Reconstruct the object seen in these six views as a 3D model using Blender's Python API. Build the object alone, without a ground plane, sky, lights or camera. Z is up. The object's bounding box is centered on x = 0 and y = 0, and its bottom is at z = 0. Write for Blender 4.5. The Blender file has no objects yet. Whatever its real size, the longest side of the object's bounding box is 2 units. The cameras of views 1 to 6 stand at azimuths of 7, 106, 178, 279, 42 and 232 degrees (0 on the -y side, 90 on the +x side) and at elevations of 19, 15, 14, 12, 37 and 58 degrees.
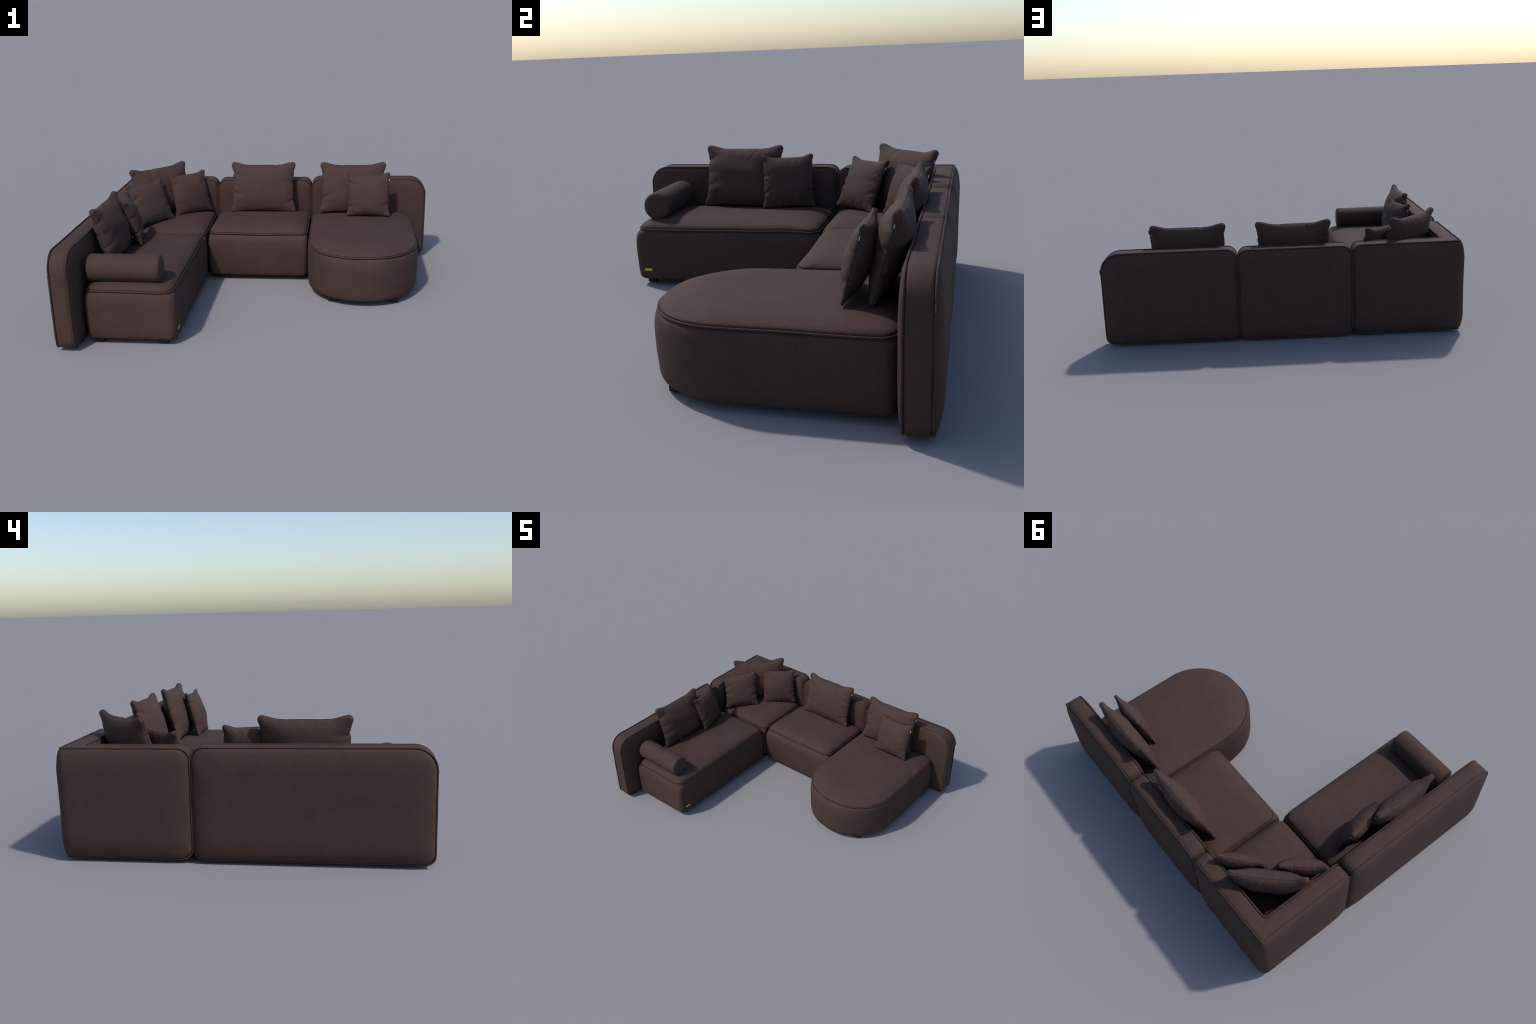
"""Brown modular corner sofa: four upholstered modules, eight throw pillows, a bolster."""
import bpy, math, random
import numpy as np
from mathutils import Matrix, Vector

# ------------------------------------------------------------------ materials
def fabric(name, base, grain=0.27, patch=0.08, rough=0.82, bump=0.5):
    m = bpy.data.materials.new(name); m.use_nodes = True
    nt = m.node_tree; N = nt.nodes; L = nt.links
    b = N["Principled BSDF"]
    tc = N.new("ShaderNodeTexCoord")
    def noise(scale, detail, rough_):
        n = N.new("ShaderNodeTexNoise"); n.inputs["Scale"].default_value = scale
        n.inputs["Detail"].default_value = detail; n.inputs["Roughness"].default_value = rough_
        L.new(tc.outputs["Object"], n.inputs["Vector"]); return n.outputs["Fac"]
    def ramp(fac, amp):
        r = N.new("ShaderNodeMapRange")
        r.inputs["From Min"].default_value = 0.3; r.inputs["From Max"].default_value = 0.7
        r.inputs["To Min"].default_value = 1 - amp; r.inputs["To Max"].default_value = 1 + amp
        L.new(fac, r.inputs["Value"]); return r.outputs["Result"]
    fine = noise(240.0, 2.5, 0.75); fibre = noise(470.0, 1.0, 0.5); big = noise(11.0, 4.0, 0.6)
    def times(a, b):
        m_ = N.new("ShaderNodeMath"); m_.operation = "MULTIPLY"
        L.new(a, m_.inputs[0]); L.new(b, m_.inputs[1]); return m_
    mul = times(times(ramp(fine, grain), ramp(fibre, grain * 0.6)).outputs[0], ramp(big, patch))
    sc = N.new("ShaderNodeVectorMath"); sc.operation = "SCALE"
    sc.inputs[0].default_value = base
    L.new(mul.outputs[0], sc.inputs["Scale"])
    L.new(sc.outputs["Vector"], b.inputs["Base Color"])
    b.inputs["Roughness"].default_value = rough
    b.inputs["Specular IOR Level"].default_value = 0.25
    bp = N.new("ShaderNodeBump"); bp.inputs["Strength"].default_value = bump
    bp.inputs["Distance"].default_value = 0.0015
    L.new(fine, bp.inputs["Height"]); L.new(bp.outputs["Normal"], b.inputs["Normal"])
    return m

def plain(name, base, rough=0.5, metallic=0.0, vary=0.06, scale=200.0):
    m = fabric(name, base, vary, vary * 0.5, rough, 0.1)
    m.node_tree.nodes["Principled BSDF"].inputs["Metallic"].default_value = metallic
    return m

BROWN = (0.0545, 0.0315, 0.0246)
M_FAB = fabric("brown_woven_fabric", BROWN)
M_PIPE = fabric("piping_fabric", tuple(c * 0.93 for c in BROWN), 0.1, 0.04)
M_PILLOW = fabric("pillow_fabric", BROWN, 0.23, 0.06)
M_SEAM = fabric("dark_seam_line", tuple(c * 0.45 for c in BROWN), 0.1, 0.02)
M_FOOT = plain("black_plastic", (0.010, 0.011, 0.012), 0.5)
M_GOLD = plain("gold_plate", (0.62, 0.44, 0.06), 0.45, 0.1, 0.12)
M_LABEL = plain("white_label", (0.42, 0.47, 0.51), 0.7)
M_LABEL_DARK = plain("grey_label", (0.10, 0.12, 0.13), 0.7)

# ------------------------------------------------------------------ mesh helpers
def make(name, verts, faces, mat, parent=None, origin=(0, 0, 0), matrix=None, smooth=True):
    v = np.asarray(verts, float)
    if matrix is None:
        v = v - np.asarray(origin)
    me = bpy.data.meshes.new(name)
    me.from_pydata(v.tolist(), [], faces); me.update()
    if smooth:
        me.polygons.foreach_set("use_smooth", [True] * len(me.polygons))
    me.materials.append(mat)
    ob = bpy.data.objects.new(name, me)
    bpy.context.scene.collection.objects.link(ob)
    world = matrix if matrix is not None else Matrix.Translation(origin)
    attach(ob, parent, world)
    return ob

WORLD = {}
def attach(ob, parent, world):
    WORLD[ob] = world
    if parent is None:
        ob.matrix_world = world
    else:
        ob.parent = parent
        ob.matrix_basis = WORLD[parent].inverted() @ world

def loft(rings, shift=0, cap=True):
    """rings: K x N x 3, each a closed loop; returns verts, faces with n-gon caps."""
    K, N = len(rings), len(rings[0])
    verts = np.concatenate(rings)
    faces = []
    for k in range(K - 1):
        for i in range(N):
            j = (i + 1) % N
            faces.append((k * N + i, k * N + j, (k + 1) * N + j, (k + 1) * N + i))
    if cap:                     # close both ends with a ladder of quads across the loop
        for base, flip in ((0, True), ((K - 1) * N, False)):
            L = [base + (i - shift) % N for i in range(N)]
            for k in range(N // 2 - 1):
                q = (L[k], L[k + 1], L[N - 2 - k], L[N - 1 - k])
                faces.append(q[::-1] if flip else q)
    return verts, faces

def tube(path, ref, r, sides=8):
    """closed round cord along path, ref = a direction per point roughly normal to it."""
    P = np.asarray(path); R = np.asarray(ref)
    T = np.roll(P, -1, 0) - np.roll(P, 1, 0)
    T /= np.linalg.norm(T, axis=1)[:, None]
    A = R - (R * T).sum(1)[:, None] * T
    A /= np.linalg.norm(A, axis=1)[:, None]
    B = np.cross(T, A)
    n = len(P); verts = []
    for s in range(sides):
        a = 2 * math.pi * s / sides
        verts.append(P + r * (math.cos(a) * A + math.sin(a) * B))
    V = np.stack(verts, 1).reshape(-1, 3)
    F = []
    for i in range(n):
        j = (i + 1) % n
        for s in range(sides):
            q = (s + 1) % sides
            F.append((i * sides + s, j * sides + s, j * sides + q, i * sides + q))
    return V, F

def rounded_rect(a0, a1, b0, b1, radii, d=0.0, fr=None, m=8, fr_b=None, grow=0.0):
    """closed outline (anticlockwise) of a rectangle with four corner radii
    (a0b0, a1b0, a1b1, a0b1), inset by d; same number of points for every d."""
    fr = np.linspace(0, 1, 40) if fr is None else fr
    fr_b = np.linspace(0, 1, 24) if fr_b is None else fr_b
    a0, a1, b0, b1 = a0 + d, a1 - d, b0 + d, b1 - d
    lim = 0.499 * min(a1 - a0, b1 - b0)
    r = [min(max(x - d, 0.004, x + grow * d if d > 0 else 0), lim) for x in radii]
    C = [(a0 + r[0], b0 + r[0], math.pi), (a1 - r[1], b0 + r[1], 1.5 * math.pi),
         (a1 - r[2], b1 - r[2], 0.0), (a0 + r[3], b1 - r[3], 0.5 * math.pi)]
    pts = []
    for k in range(4):
        cx, cy, s = C[k]
        ang = s + np.linspace(0, math.pi / 2, m + 1)
        arc = np.stack([cx + r[k] * np.cos(ang), cy + r[k] * np.sin(ang)], 1)
        nx = C[(k + 1) % 4]; s2 = nx[2]
        start = arc[-1]
        end = np.array([nx[0] + r[(k + 1) % 4] * math.cos(s2), nx[1] + r[(k + 1) % 4] * math.sin(s2)])
        f = fr if k % 2 == 0 else fr_b
        f = f if k < 2 else 1 - f[::-1]
        f = f[1:-1]
        pts.append(arc); pts.append(start + (end - start) * f[:, None])
    return np.concatenate(pts)

def smooth_noise(seed, n_waves, freq):
    """small sum-of-sines field, for the gentle unevenness of stuffed cloth"""
    g = random.Random(seed)
    W = [(g.gauss(0, freq), g.gauss(0, freq), g.uniform(0, 6.28)) for _ in range(n_waves)]
    def f(x, y):
        return sum(np.sin(a * x + b * y + c) for a, b, c in W) / math.sqrt(n_waves)
    return f

def dome(d, w):
    s = np.clip(np.asarray(d, float) / w, 0, 1)
    return np.sqrt(1 - (1 - s) ** 2)

# ------------------------------------------------------------------ the sofa
sofa = bpy.data.objects.new("corner_sofa", None)
bpy.context.scene.collection.objects.link(sofa)
WORLD[sofa] = Matrix.Identity(4)
sofa["label"] = "dark brown modular corner sofa with piped edges and rounded chaise"
sofa["category"] = "sofa"

PIPE_R = 0.0040

def backrest(mapping, length, radii, z0=0.0155, z1=0.5250, T=0.091, h_out=0.0285, h_in=0.020,
             fr=None, seed=1, crease_at=None):
    """upholstered slab: flat band between two corded edges, a swelling cloth panel on each face.
    mapping(u, t, z) -> world, u along the slab, t across it (positive = outwards)."""
    nz = smooth_noise(seed, 6, 14.0)
    half = (z1 - z0) / 2
    ins = [0.0042] + [0.0042 + 0.10 * (1 - math.cos(a)) for a in np.linspace(0.12, math.pi / 2, 12)]
    ins += list(np.linspace(0.1042, half - 0.012, 9)[1:])
    rings = []
    def put(o, t):
        t = np.broadcast_to(t, (len(o),))
        return mapping(o[:, 0], t, o[:, 1])
    for d in reversed(ins):                       # inner face, centre -> edge
        o = rounded_rect(0, length, z0, z1, radii, d, fr, grow=0.55)
        k = min(1, d / 0.1)
        rings.append(put(o, -T / 2 - h_in * dome(d - 0.0042, 0.10) - 0.002 * k * nz(o[:, 0], o[:, 1])))
    for s in (-1, -0.93, -0.84, -0.7, -0.4, 0, 0.4, 0.7, 0.84, 0.93, 1):     # band, slightly full
        d = -0.0025 * (1 - s * s) + 0.0075 * max(0, (abs(s) - 0.8) / 0.2) ** 1.3
        o = rounded_rect(0, length, z0, z1, radii, d, fr)
        if crease_at is not None:
            g = 0.0018 * np.exp(-((o[:, 0] - crease_at) / 0.0025) ** 2)
            o = o + np.stack([0 * g, -g * np.sign(o[:, 1] - (z0 + z1) / 2)], 1)
        rings.append(put(o, s * (T / 2 - 0.001)))
    for d in ins:                                 # outer face
        o = rounded_rect(0, length, z0, z1, radii, d, fr, grow=0.55)
        k = min(1, d / 0.1)
        rings.append(put(o, T / 2 + h_out * dome(d - 0.0042, 0.10) + 0.0012 * k * nz(o[:, 0] + 3, o[:, 1])))
    V, F = loft(rings, 11)
    mid = mapping(np.array([length / 2]), np.array([0.0]), np.array([z0]))[0]
    body = make("backrest", V, F, M_FAB, sofa, mid)
    wob = smooth_noise(seed + 50, 5, 22.0)
    for side in (-1, 1):
        o = rounded_rect(0, length, z0, z1, radii, 0.0005, fr)
        t = side * T / 2 + 0.0009 * wob(o[:, 0] * (1 + side * .1), o[:, 1])
        P = put(o, t); Rf = put(o, t + 0.002) - P
        v, f = tube(P, Rf, PIPE_R)
        make("piping", v, f, M_PIPE, body, mid)
    return body

Y_C, X_C = 0.766, -0.9245       # centre planes of the two backs
J_RM, J_MC, J_CL = 0.2525, -0.3765, 0.2185   # joints between modules
G = 0.0035
X_END, Y_END = 0.9910, -0.8362

def along_x(x_start):            # u runs +x ; outwards = +y
    return lambda u, t, z: np.stack([x_start + u, Y_C + t, z], 1)
def along_y(y_start):            # u runs +y ; outwards = -x
    return lambda u, t, z: np.stack([X_C - t, y_start + u, z], 1)

# outline corner radii order: (start,bottom) (end,bottom) (end,top) (start,top)
back_right = backrest(along_x(J_RM + G), X_END - J_RM - G, (0.045, 0.042, 0.10, 0.05), seed=1)
back_mid = backrest(along_x(J_MC + G), J_RM - J_MC - 2 * G, (0.045, 0.045, 0.05, 0.05), seed=2,
                    z0=0.0080, z1=0.5180)
back_left = backrest(along_y(Y_END), J_CL - G - Y_END, (0.042, 0.045, 0.05, 0.094), seed=3,
                     fr=np.linspace(0, 1, 60))

# corner back: an L that turns 90 degrees with a mitre
LEG1 = (J_MC - G) - X_C          # along x
LEG2 = Y_C - (J_CL + G)          # along y
D_FIL = 0.045
def corner_map(u, t, z):
    u, t, z = np.broadcast_arrays(u, t, z)
    hi = np.clip((t - 0.0455) / 0.029, 0, 1); lo = np.clip((-t - 0.0455) / 0.02, 0, 1)
    r = 0.006 + 0.056 * hi + np.clip((0.0455 - t) / 0.091, 0, 1) * 0.014 + lo * 0.004
    r = np.maximum(r, 0.003)
    cx, cy = X_C - t, Y_C + t                       # mitre corner at this offset
    l1 = (J_MC - G) - cx - r; l2 = cy - (J_CL + G) - r
    out = np.empty(u.shape + (3,)); out[..., 2] = z
    a = u < LEG1 - D_FIL; b = u > LEG1 + D_FIL; c = ~(a | b)
    s = u / (LEG1 - D_FIL)
    X = np.where(a, (J_MC - G) - l1 * s, cx); Y = np.where(a, cy, cy)
    s = (u - LEG1 - D_FIL) / (LEG2 - D_FIL)
    Y = np.where(b, cy - r - l2 * s, Y)
    ang = np.clip((u - LEG1 + D_FIL) / (2 * D_FIL), 0, 1) * math.pi / 2
    X = np.where(c, cx + r - r * np.sin(ang), X); Y = np.where(c, cy - r + r * np.cos(ang), Y)
    out[..., 0] = X; out[..., 1] = Y
    return out
L_TOT = LEG1 + LEG2
def corner_fracs():
    # the straight run lies between two 0.045..0.05 corner arcs; bunch points at the bend
    lo, hi = 0.047, L_TOT - 0.047
    c = (LEG1 - lo) / (hi - lo); w = D_FIL / (hi - lo)
    a = np.linspace(0, c - w, 22); b = np.linspace(c - w, c + w, 27)[1:-1]; d = np.linspace(c + w, 1, 22)
    return np.concatenate([a, b, d])
back_corner = backrest(corner_map, L_TOT, (0.047, 0.047, 0.047, 0.047), seed=4,
                       fr=corner_fracs(), crease_at=LEG1, z1=0.5215)

# ---- seats
FEET_Z = 0.042
def seat(x0, x1, y0, y1, radii, bulge, seed, feet, swell=0.046, z_pipe=0.289, m=10, fr=None, fr_b=None, dw=0.12, nose_drop=0.0, nose_dw=None):
    """x0..y1: the corded top edge; bulge: how far the side wall swells beyond it on the
    -x, +x, -y and +y sides."""
    nz = smooth_noise(seed, 6, 9.0); wav = smooth_noise(seed + 20, 5, 13.0)
    cx, cy = (x0 + x1) / 2, (y0 + y1) / 2
    def rr(d, k=0.0, grow=0.0):
        B = [k * q for q in bulge]; mb = max(B)
        return rounded_rect(x0 - B[0], x1 + B[1], y0 - B[2], y1 + B[3], [q + mb if q > 0.1 else q - 0.018 * min(1, 1.5 * k) for q in radii], d, fr, m, fr_b, grow)
    edge = rr(0.0)
    soft = lambda y: dw + ((nose_dw or dw) - dw) * np.clip((y1 - 0.06 - y) / 0.22, 0, 1)
    drop = lambda y: -nose_drop * np.clip((y0 + 0.3 - y) / 0.3, 0, 1) ** 1.2      # cord dips towards the front
    dz = 0.0032 * wav(edge[:, 0], edge[:, 1])       # the corded edge wanders a little
    # height, share of the swelling, rounding-off of the bottom edge
    wall = [(0.026, 0.66, 0.12), (0.026, 0.66, 0.024), (0.0270, 0.665, 0.017), (0.0302, 0.67, 0.010), (0.036, 0.69, 0.0048),
            (0.046, 0.72, 0.0015), (0.068, 0.77, 0), (0.095, 0.85, 0), (0.125, 0.92, 0), (0.16, 0.98, 0), (0.195, 1.0, 0),
            (0.222, 0.98, 0), (0.243, 0.90, 0), (0.258, 0.76, 0), (0.269, 0.57, 0), (0.276, 0.36, 0), (0.2815, 0.14, 0.002), (0.2845, 0.0, 0.006)]
    rings = []
    for z, k, d in wall:
        o = rr(d, k); q = max(0, (z - 0.2) / 0.09) ** 1.5
        zz = z + (z_pipe - 0.289) * min(q, 1) + (dz + drop(o[:, 1])) * q
        nudge = 0.0014 * nz(o[:, 0] * 1.4, o[:, 1] * 1.4 + 5 * z) * (1 if z > 0.07 else 0)
        dirn = o - np.array([cx, cy]); dirn /= np.linalg.norm(dirn, axis=1)[:, None]
        o = o + dirn * nudge[:, None]
        rings.append(np.column_stack([o, zz]))
    half = min(x1 - x0, y1 - y0) / 2
    ins = [0.0012, 0.0012] + [dw * (1 - math.cos(a)) for a in np.linspace(0.25, math.pi / 2, 13)]
    ins += list(np.linspace(dw, half - 0.01, 8)[1:])
    for n_, d in enumerate(ins):
        o = rr(d, 0.0, 0.5); k = min(1, d / dw)
        z = z_pipe + drop(o[:, 1]) + (0.001 if n_ == 0 else 0.003) + dz * (1 - k) + (swell - 0.003) * (0.9 * dome(d, soft(o[:, 1])) + 0.1 * dome(d, half)) + 0.0015 * k * nz(o[:, 0], o[:, 1])
        rings.append(np.column_stack([o, z]))
    V, F = loft(rings, -(m + 1 + (len(fr) - 2) // 2) if (x1 - x0) < (y1 - y0) else (len(fr_b) - 2) // 2)
    body = make("seat", V, F, M_FAB, sofa, (cx, cy, 0.026))
    o = rr(-0.0022)
    P = np.column_stack([o, z_pipe + dz + drop(o[:, 1])])
    v, f = tube(P, np.tile([0, 0, 1.0], (len(P), 1)), PIPE_R)
    make("piping", v, f, M_PIPE, body, (cx, cy, 0.026))
    for fx, fy in feet:
        foot(body, fx, fy)
    return body

def foot(parent, x, y, sx=0.025, sy=0.021):
    prof = [(0.0, 0.003), (0.003, 0.0), (0.036, 0.0), (0.045, 0.0)]
    rings = []
    for z, d in prof:
        o = rounded_rect(x - sx, x + sx, y - sy, y + sy, (0.006,) * 4, d, np.linspace(0, 1, 4), 3, np.linspace(0, 1, 4))
        rings.append(np.column_stack([o, np.full(len(o), z)]))
    v, f = loft(rings)
    return make("foot", v, f, M_FOOT, parent, (x, y, 0), smooth=False)

seat_left = seat(-0.838, -0.388, -0.722, 0.203, (0.054, 0.054, 0.05, 0.05), (0.010, 0.018, 0.017, 0.007), 11,
                 [(-0.450, -0.683), (-0.79, -0.683), (-0.450, 0.16), (-0.79, 0.16)], swell=0.048, fr=np.linspace(0, 1, 24), fr_b=np.linspace(0, 1, 60))
seat_corner = seat(-0.850, -0.389, 0.227, 0.692, (0.04, 0.04, 0.04, 0.04), (0.008, 0.007, 0.007, 0.007), 12,
                   [(-0.43, 0.27), (-0.80, 0.27), (-0.43, 0.65), (-0.80, 0.65)], swell=0.048, fr=np.linspace(0, 1, 30), fr_b=np.linspace(0, 1, 30))
seat_mid = seat(-0.362, 0.239, 0.241, 0.694, (0.045, 0.045, 0.05, 0.05), (0.008, 0.008, 0.031, 0.007), 13,
                [(-0.333, 0.295), (0.202, 0.295), (-0.322, 0.650), (0.196, 0.650)], swell=0.043, z_pipe=0.2955, fr=np.linspace(0, 1, 40), fr_b=np.linspace(0, 1, 30))
seat_chaise = seat(0.262, 0.885, -0.165, 0.698, (0.287, 0.287, 0.06, 0.06), (0.009, 0.014, 0.025, 0.004), 14,
                   [(0.405, -0.078), (0.757, -0.078), (0.33, 0.64), (0.80, 0.64)], swell=0.045, nose_drop=0.002, dw=0.115, nose_dw=0.19, fr=np.linspace(0, 1, 8), m=28, fr_b=np.linspace(0, 1, 50))

# gold plate on the front side of the long seat
def box(name, cx, cy, cz, sx, sy, sz, mat, parent, matrix=None, bevel=0.25):
    b = bevel * min(sx, sy, sz)
    me = bpy.data.meshes.new(name)
    import bmesh
    bm = bmesh.new(); bmesh.ops.create_cube(bm, size=1.0)
    for v in bm.verts: v.co = Vector((v.co.x * sx, v.co.y * sy, v.co.z * sz))
    bmesh.ops.bevel(bm, geom=bm.edges[:], offset=b, segments=2, affect='EDGES', profile=0.5)
    bm.to_mesh(me); bm.free(); me.materials.append(mat)
    ob = bpy.data.objects.new(name, me); bpy.context.scene.collection.objects.link(ob)
    w = Matrix.Translation((cx, cy, cz)) if matrix is None else matrix @ Matrix.Translation((cx, cy, cz))
    attach(ob, parent, w)
    return ob
plate = box("name_plate", -0.3732, -0.672, 0.082, 0.004, 0.040, 0.0125, M_GOLD, seat_left)

# small woven labels sewn into the outer cord at the free ends of the backs
box("label", 0.9945, 0.8115, 0.428, 0.008, 0.003, 0.022, M_LABEL_DARK, back_right)
box("label", -0.970, -0.8372, 0.425, 0.003, 0.007, 0.022, M_LABEL_DARK, back_left)

# ------------------------------------------------------------------ pillows
def pillow(tl, tr, bl_drop, W, H, T, seed, bow=0.006, label="dark brown square throw pillow with soft corners"):
    """tl, tr: upper corners; bl_drop: horizontal distance by which the foot stands forward."""
    tl, tr = Vector(tl), Vector(tr)
    g = random.Random(seed)
    ax = (tr - tl).normalized()
    fwd = ax.cross(Vector((0, 0, 1))).normalized()          # horizontal, towards the sitter
    up = (Vector((0, 0, 1)) * math.sqrt(max(H * H - bl_drop ** 2, 1e-6)) - fwd * bl_drop).normalized()
    ax = (ax - up * ax.dot(up)).normalized()
    nrm = ax.cross(up).normalized()                          # towards the sitter
    top = (tl + tr) / 2
    c = top - up * (H / 2)
    Mx = Matrix(((ax.x, up.x, nrm.x, c.x), (ax.y, up.y, nrm.y, c.y), (ax.z, up.z, nrm.z, c.z), (0, 0, 0, 1)))
    w, h = W / 2, H / 2
    R_EAR = 0.023 if W > 0.3 else 0.0145
    RAD = (R_EAR * 0.5, R_EAR * 0.5, R_EAR, R_EAR)
    folds = []
    for side in range(4):
        span = h if side % 2 else w
        k = g.choice((2, 3, 4)) if side % 2 else g.choice((1, 2, 3))
        for i in range(k):
            p = span * (-0.62 + 1.24 * (i + g.uniform(0.1, 0.9)) / k)
            folds.append((side, p, g.uniform(0.0045, 0.009) * (W / 0.3) ** .5, g.uniform(-0.5, 0.5),
                          g.uniform(0.15, 1.0) * (1.0 if side % 2 else 0.6)))
    lump = smooth_noise(seed + 7, 5, 22.0)
    crimp = smooth_noise(seed + 31, 6, 110.0)       # fine puckers along the seam
    def fold_depth(x, y):
        out = np.zeros_like(x)
        for side, p, wd, sl, amp in folds:
            d = {0: h + y, 1: w - x, 2: h - y, 3: w + x}[side]
            q = (y if side % 2 else x) - p - sl * d
            out += amp * np.exp(-(q / (wd + 0.16 * d)) ** 2) * np.exp(-np.maximum(d, 0) / (0.12 * w + 0.010))
        return out
    def f(s): return (1 - np.clip(1 - s, 0, 1) ** 2.3) ** 0.62
    fr = np.linspace(0, 1, 76)
    half = h
    ins = [0.0, 0.0006, 0.0018, 0.0036, 0.006, 0.009] + list(0.009 + (min(w, h) - 0.016) * np.linspace(0, 1, 26)[1:] ** 1.35)
    front, back = [], []
    for d in ins:
        o = rounded_rect(-w, w, -h, h, RAD, d, fr, 7, fr)
        x, y = o[:, 0].copy(), o[:, 1].copy()
        th = (T / 2) * f((w - np.abs(x)) / w) * f((h - np.abs(y)) / h)
        cd = np.hypot(w - np.abs(x), h - np.abs(y))
        th = th + np.where(y > 0, 0.0125, 0.007) * (W / 0.4) ** 0.7 * np.exp(-(cd / (0.085 * W)) ** 2)
        gth = math.sqrt(1 - (1 - min(d / 0.009, 1)) ** 2)
        fd = fold_depth(x, y)
        th = th * (1 + 0.11 * crimp(x, y) * math.exp(-d / 0.022))
        th = th + (T * 0.03) * lump(x, y) * f((w - np.abs(x)) / w) * f((h - np.abs(y)) / h)
        thf = th * (1 - 0.66 * np.clip(fd, 0, 1.3)) * gth
        thb = th * (1 - 0.5 * np.clip(fold_depth(-x + 0.01, y + 0.008), 0, 1.3)) * gth
        # concave sides: the cloth pulls in between the corners, more at the top
        ux, uy = np.clip(x / w, -1, 1), np.clip(y / h, -1, 1)
        step = lambda q: np.clip(q, 0, 1) ** 2 * (3 - 2 * np.clip(q, 0, 1))
        neck = step((h - np.abs(y) - 0.7 * R_EAR) / (2.4 * R_EAR))
        px = 0.027 * W * neck * ux * np.abs(ux) ** 1.5
        neck = step((w - np.abs(x) - 0.5 * R_EAR) / (0.24 * W))
        py = 0.057 * H * neck * uy * np.abs(uy) ** 1.5 * np.where(uy > 0, 1, 0.35)
        seam = 0.0022 * max(0, 1 - d / 0.003)
        e = np.maximum(0, 1 - d / 0.03)
        sx = x - px - ux * np.abs(ux) ** 6 * (seam + 0.006 * np.clip(fd, 0, 1) * e)
        sy = y - py - uy * np.abs(uy) ** 6 * (seam + 0.005 * np.clip(fd, 0, 1) * e)
        sx = sx * (1 + 0.022 * np.clip(-uy, 0, 1) ** 2)       # spreads a little at the foot
        zb = -bow * (1 - ux ** 2) * (0.6 + 0.4 * uy)          # sinks back between the corners
        front.append(np.column_stack([sx, sy, zb + thf])); back.append(np.column_stack([sx, sy, zb - thb]))
    rings = back[::-1] + front[1:]
    V, F = loft(rings, 37 if W > H else -45)
    body = make("throw_pillow", V, F, M_PILLOW, None, matrix=Mx)
    body["label"] = label; body["category"] = "pillow"
    sv, sf = tube(front[0], np.tile([0, 0, 1.0], (len(front[0]), 1)), 0.0012, 6)
    make("seam", sv, sf, M_SEAM, body, matrix=Mx)
    # little white label in the right-hand seam, a quarter down
    idx = np.argmin(np.abs(front[0][:, 1] - (h - 0.052 * (H / 0.3) - 0.0)) + 10 * (front[0][:, 0] < 0))
    q = front[0][idx]
    box("label", q[0] + 0.001, q[1], q[2], 0.006, 0.014, 0.0025, M_LABEL, body, matrix=Mx)
    return body

BIG = dict(W=0.425, H=0.330, T=0.124)
SMALL = dict(W=0.272, H=0.280, T=0.096)
pillow((-0.850, -0.471, 0.650), (-0.848, -0.076, 0.650), 0.085, seed=1, **BIG)
pillow((-0.255, 0.692, 0.650), (0.129, 0.694, 0.650), 0.085, seed=2, **BIG)
pillow((0.326, 0.685, 0.650), (0.716, 0.686, 0.650), 0.085, seed=3, **BIG)
pillow((-0.893, 0.453, 0.650), (-0.612, 0.736, 0.650), 0.085, seed=4, bow=0.014, **BIG)
pillow((-0.768, -0.152, 0.606), (-0.836, 0.087, 0.606), 0.080, seed=5, **SMALL)
pillow((-0.883, 0.312, 0.580), (-0.726, 0.499, 0.592), 0.125, seed=6, **SMALL)
pillow((-0.669, 0.560, 0.597), (-0.473, 0.719, 0.593), 0.090, seed=7, **SMALL)
pillow((0.496, 0.584, 0.606), (0.742, 0.579, 0.606), 0.072, seed=8, **SMALL)

# ------------------------------------------------------------------ bolster
def bolster(x0, x1, y, z, r):
    n = 64; rings = []
    prof = [(x0 - 0.000, 0.02), (x0 + 0.001, r * 0.6), (x0 + 0.004, r * 0.85), (x0 + 0.009, r * 0.955),
            (x0 + 0.016, r * 0.993), (x0 + 0.03, r)]
    prof += [(x, r) for x in np.linspace(x0 + 0.03, x1 - 0.03, 14)[1:-1]]
    prof += [(x0 + x1 - a, b) for a, b in reversed(prof[:6])]
    nz = smooth_noise(77, 5, 16.0)
    for x, q in prof:
        a = np.linspace(0, 2 * math.pi, n, endpoint=False)
        rr = q * (1 + 0.008 * nz(np.cos(a) * 0.1 + x, np.sin(a) * 0.1))
        rings.append(np.column_stack([np.full(n, x), y + rr * np.cos(a), z + rr * np.sin(a)]))
    V, F = loft(rings)
    ob = make("bolster_pillow", V, F, M_PILLOW, None, ((x0 + x1) / 2, y, z - r))
    ob["label"] = "dark brown cylindrical bolster pillow"; ob["category"] = "pillow"
    return ob
bolster(-0.833, -0.447, -0.638, 0.3905, 0.0705)
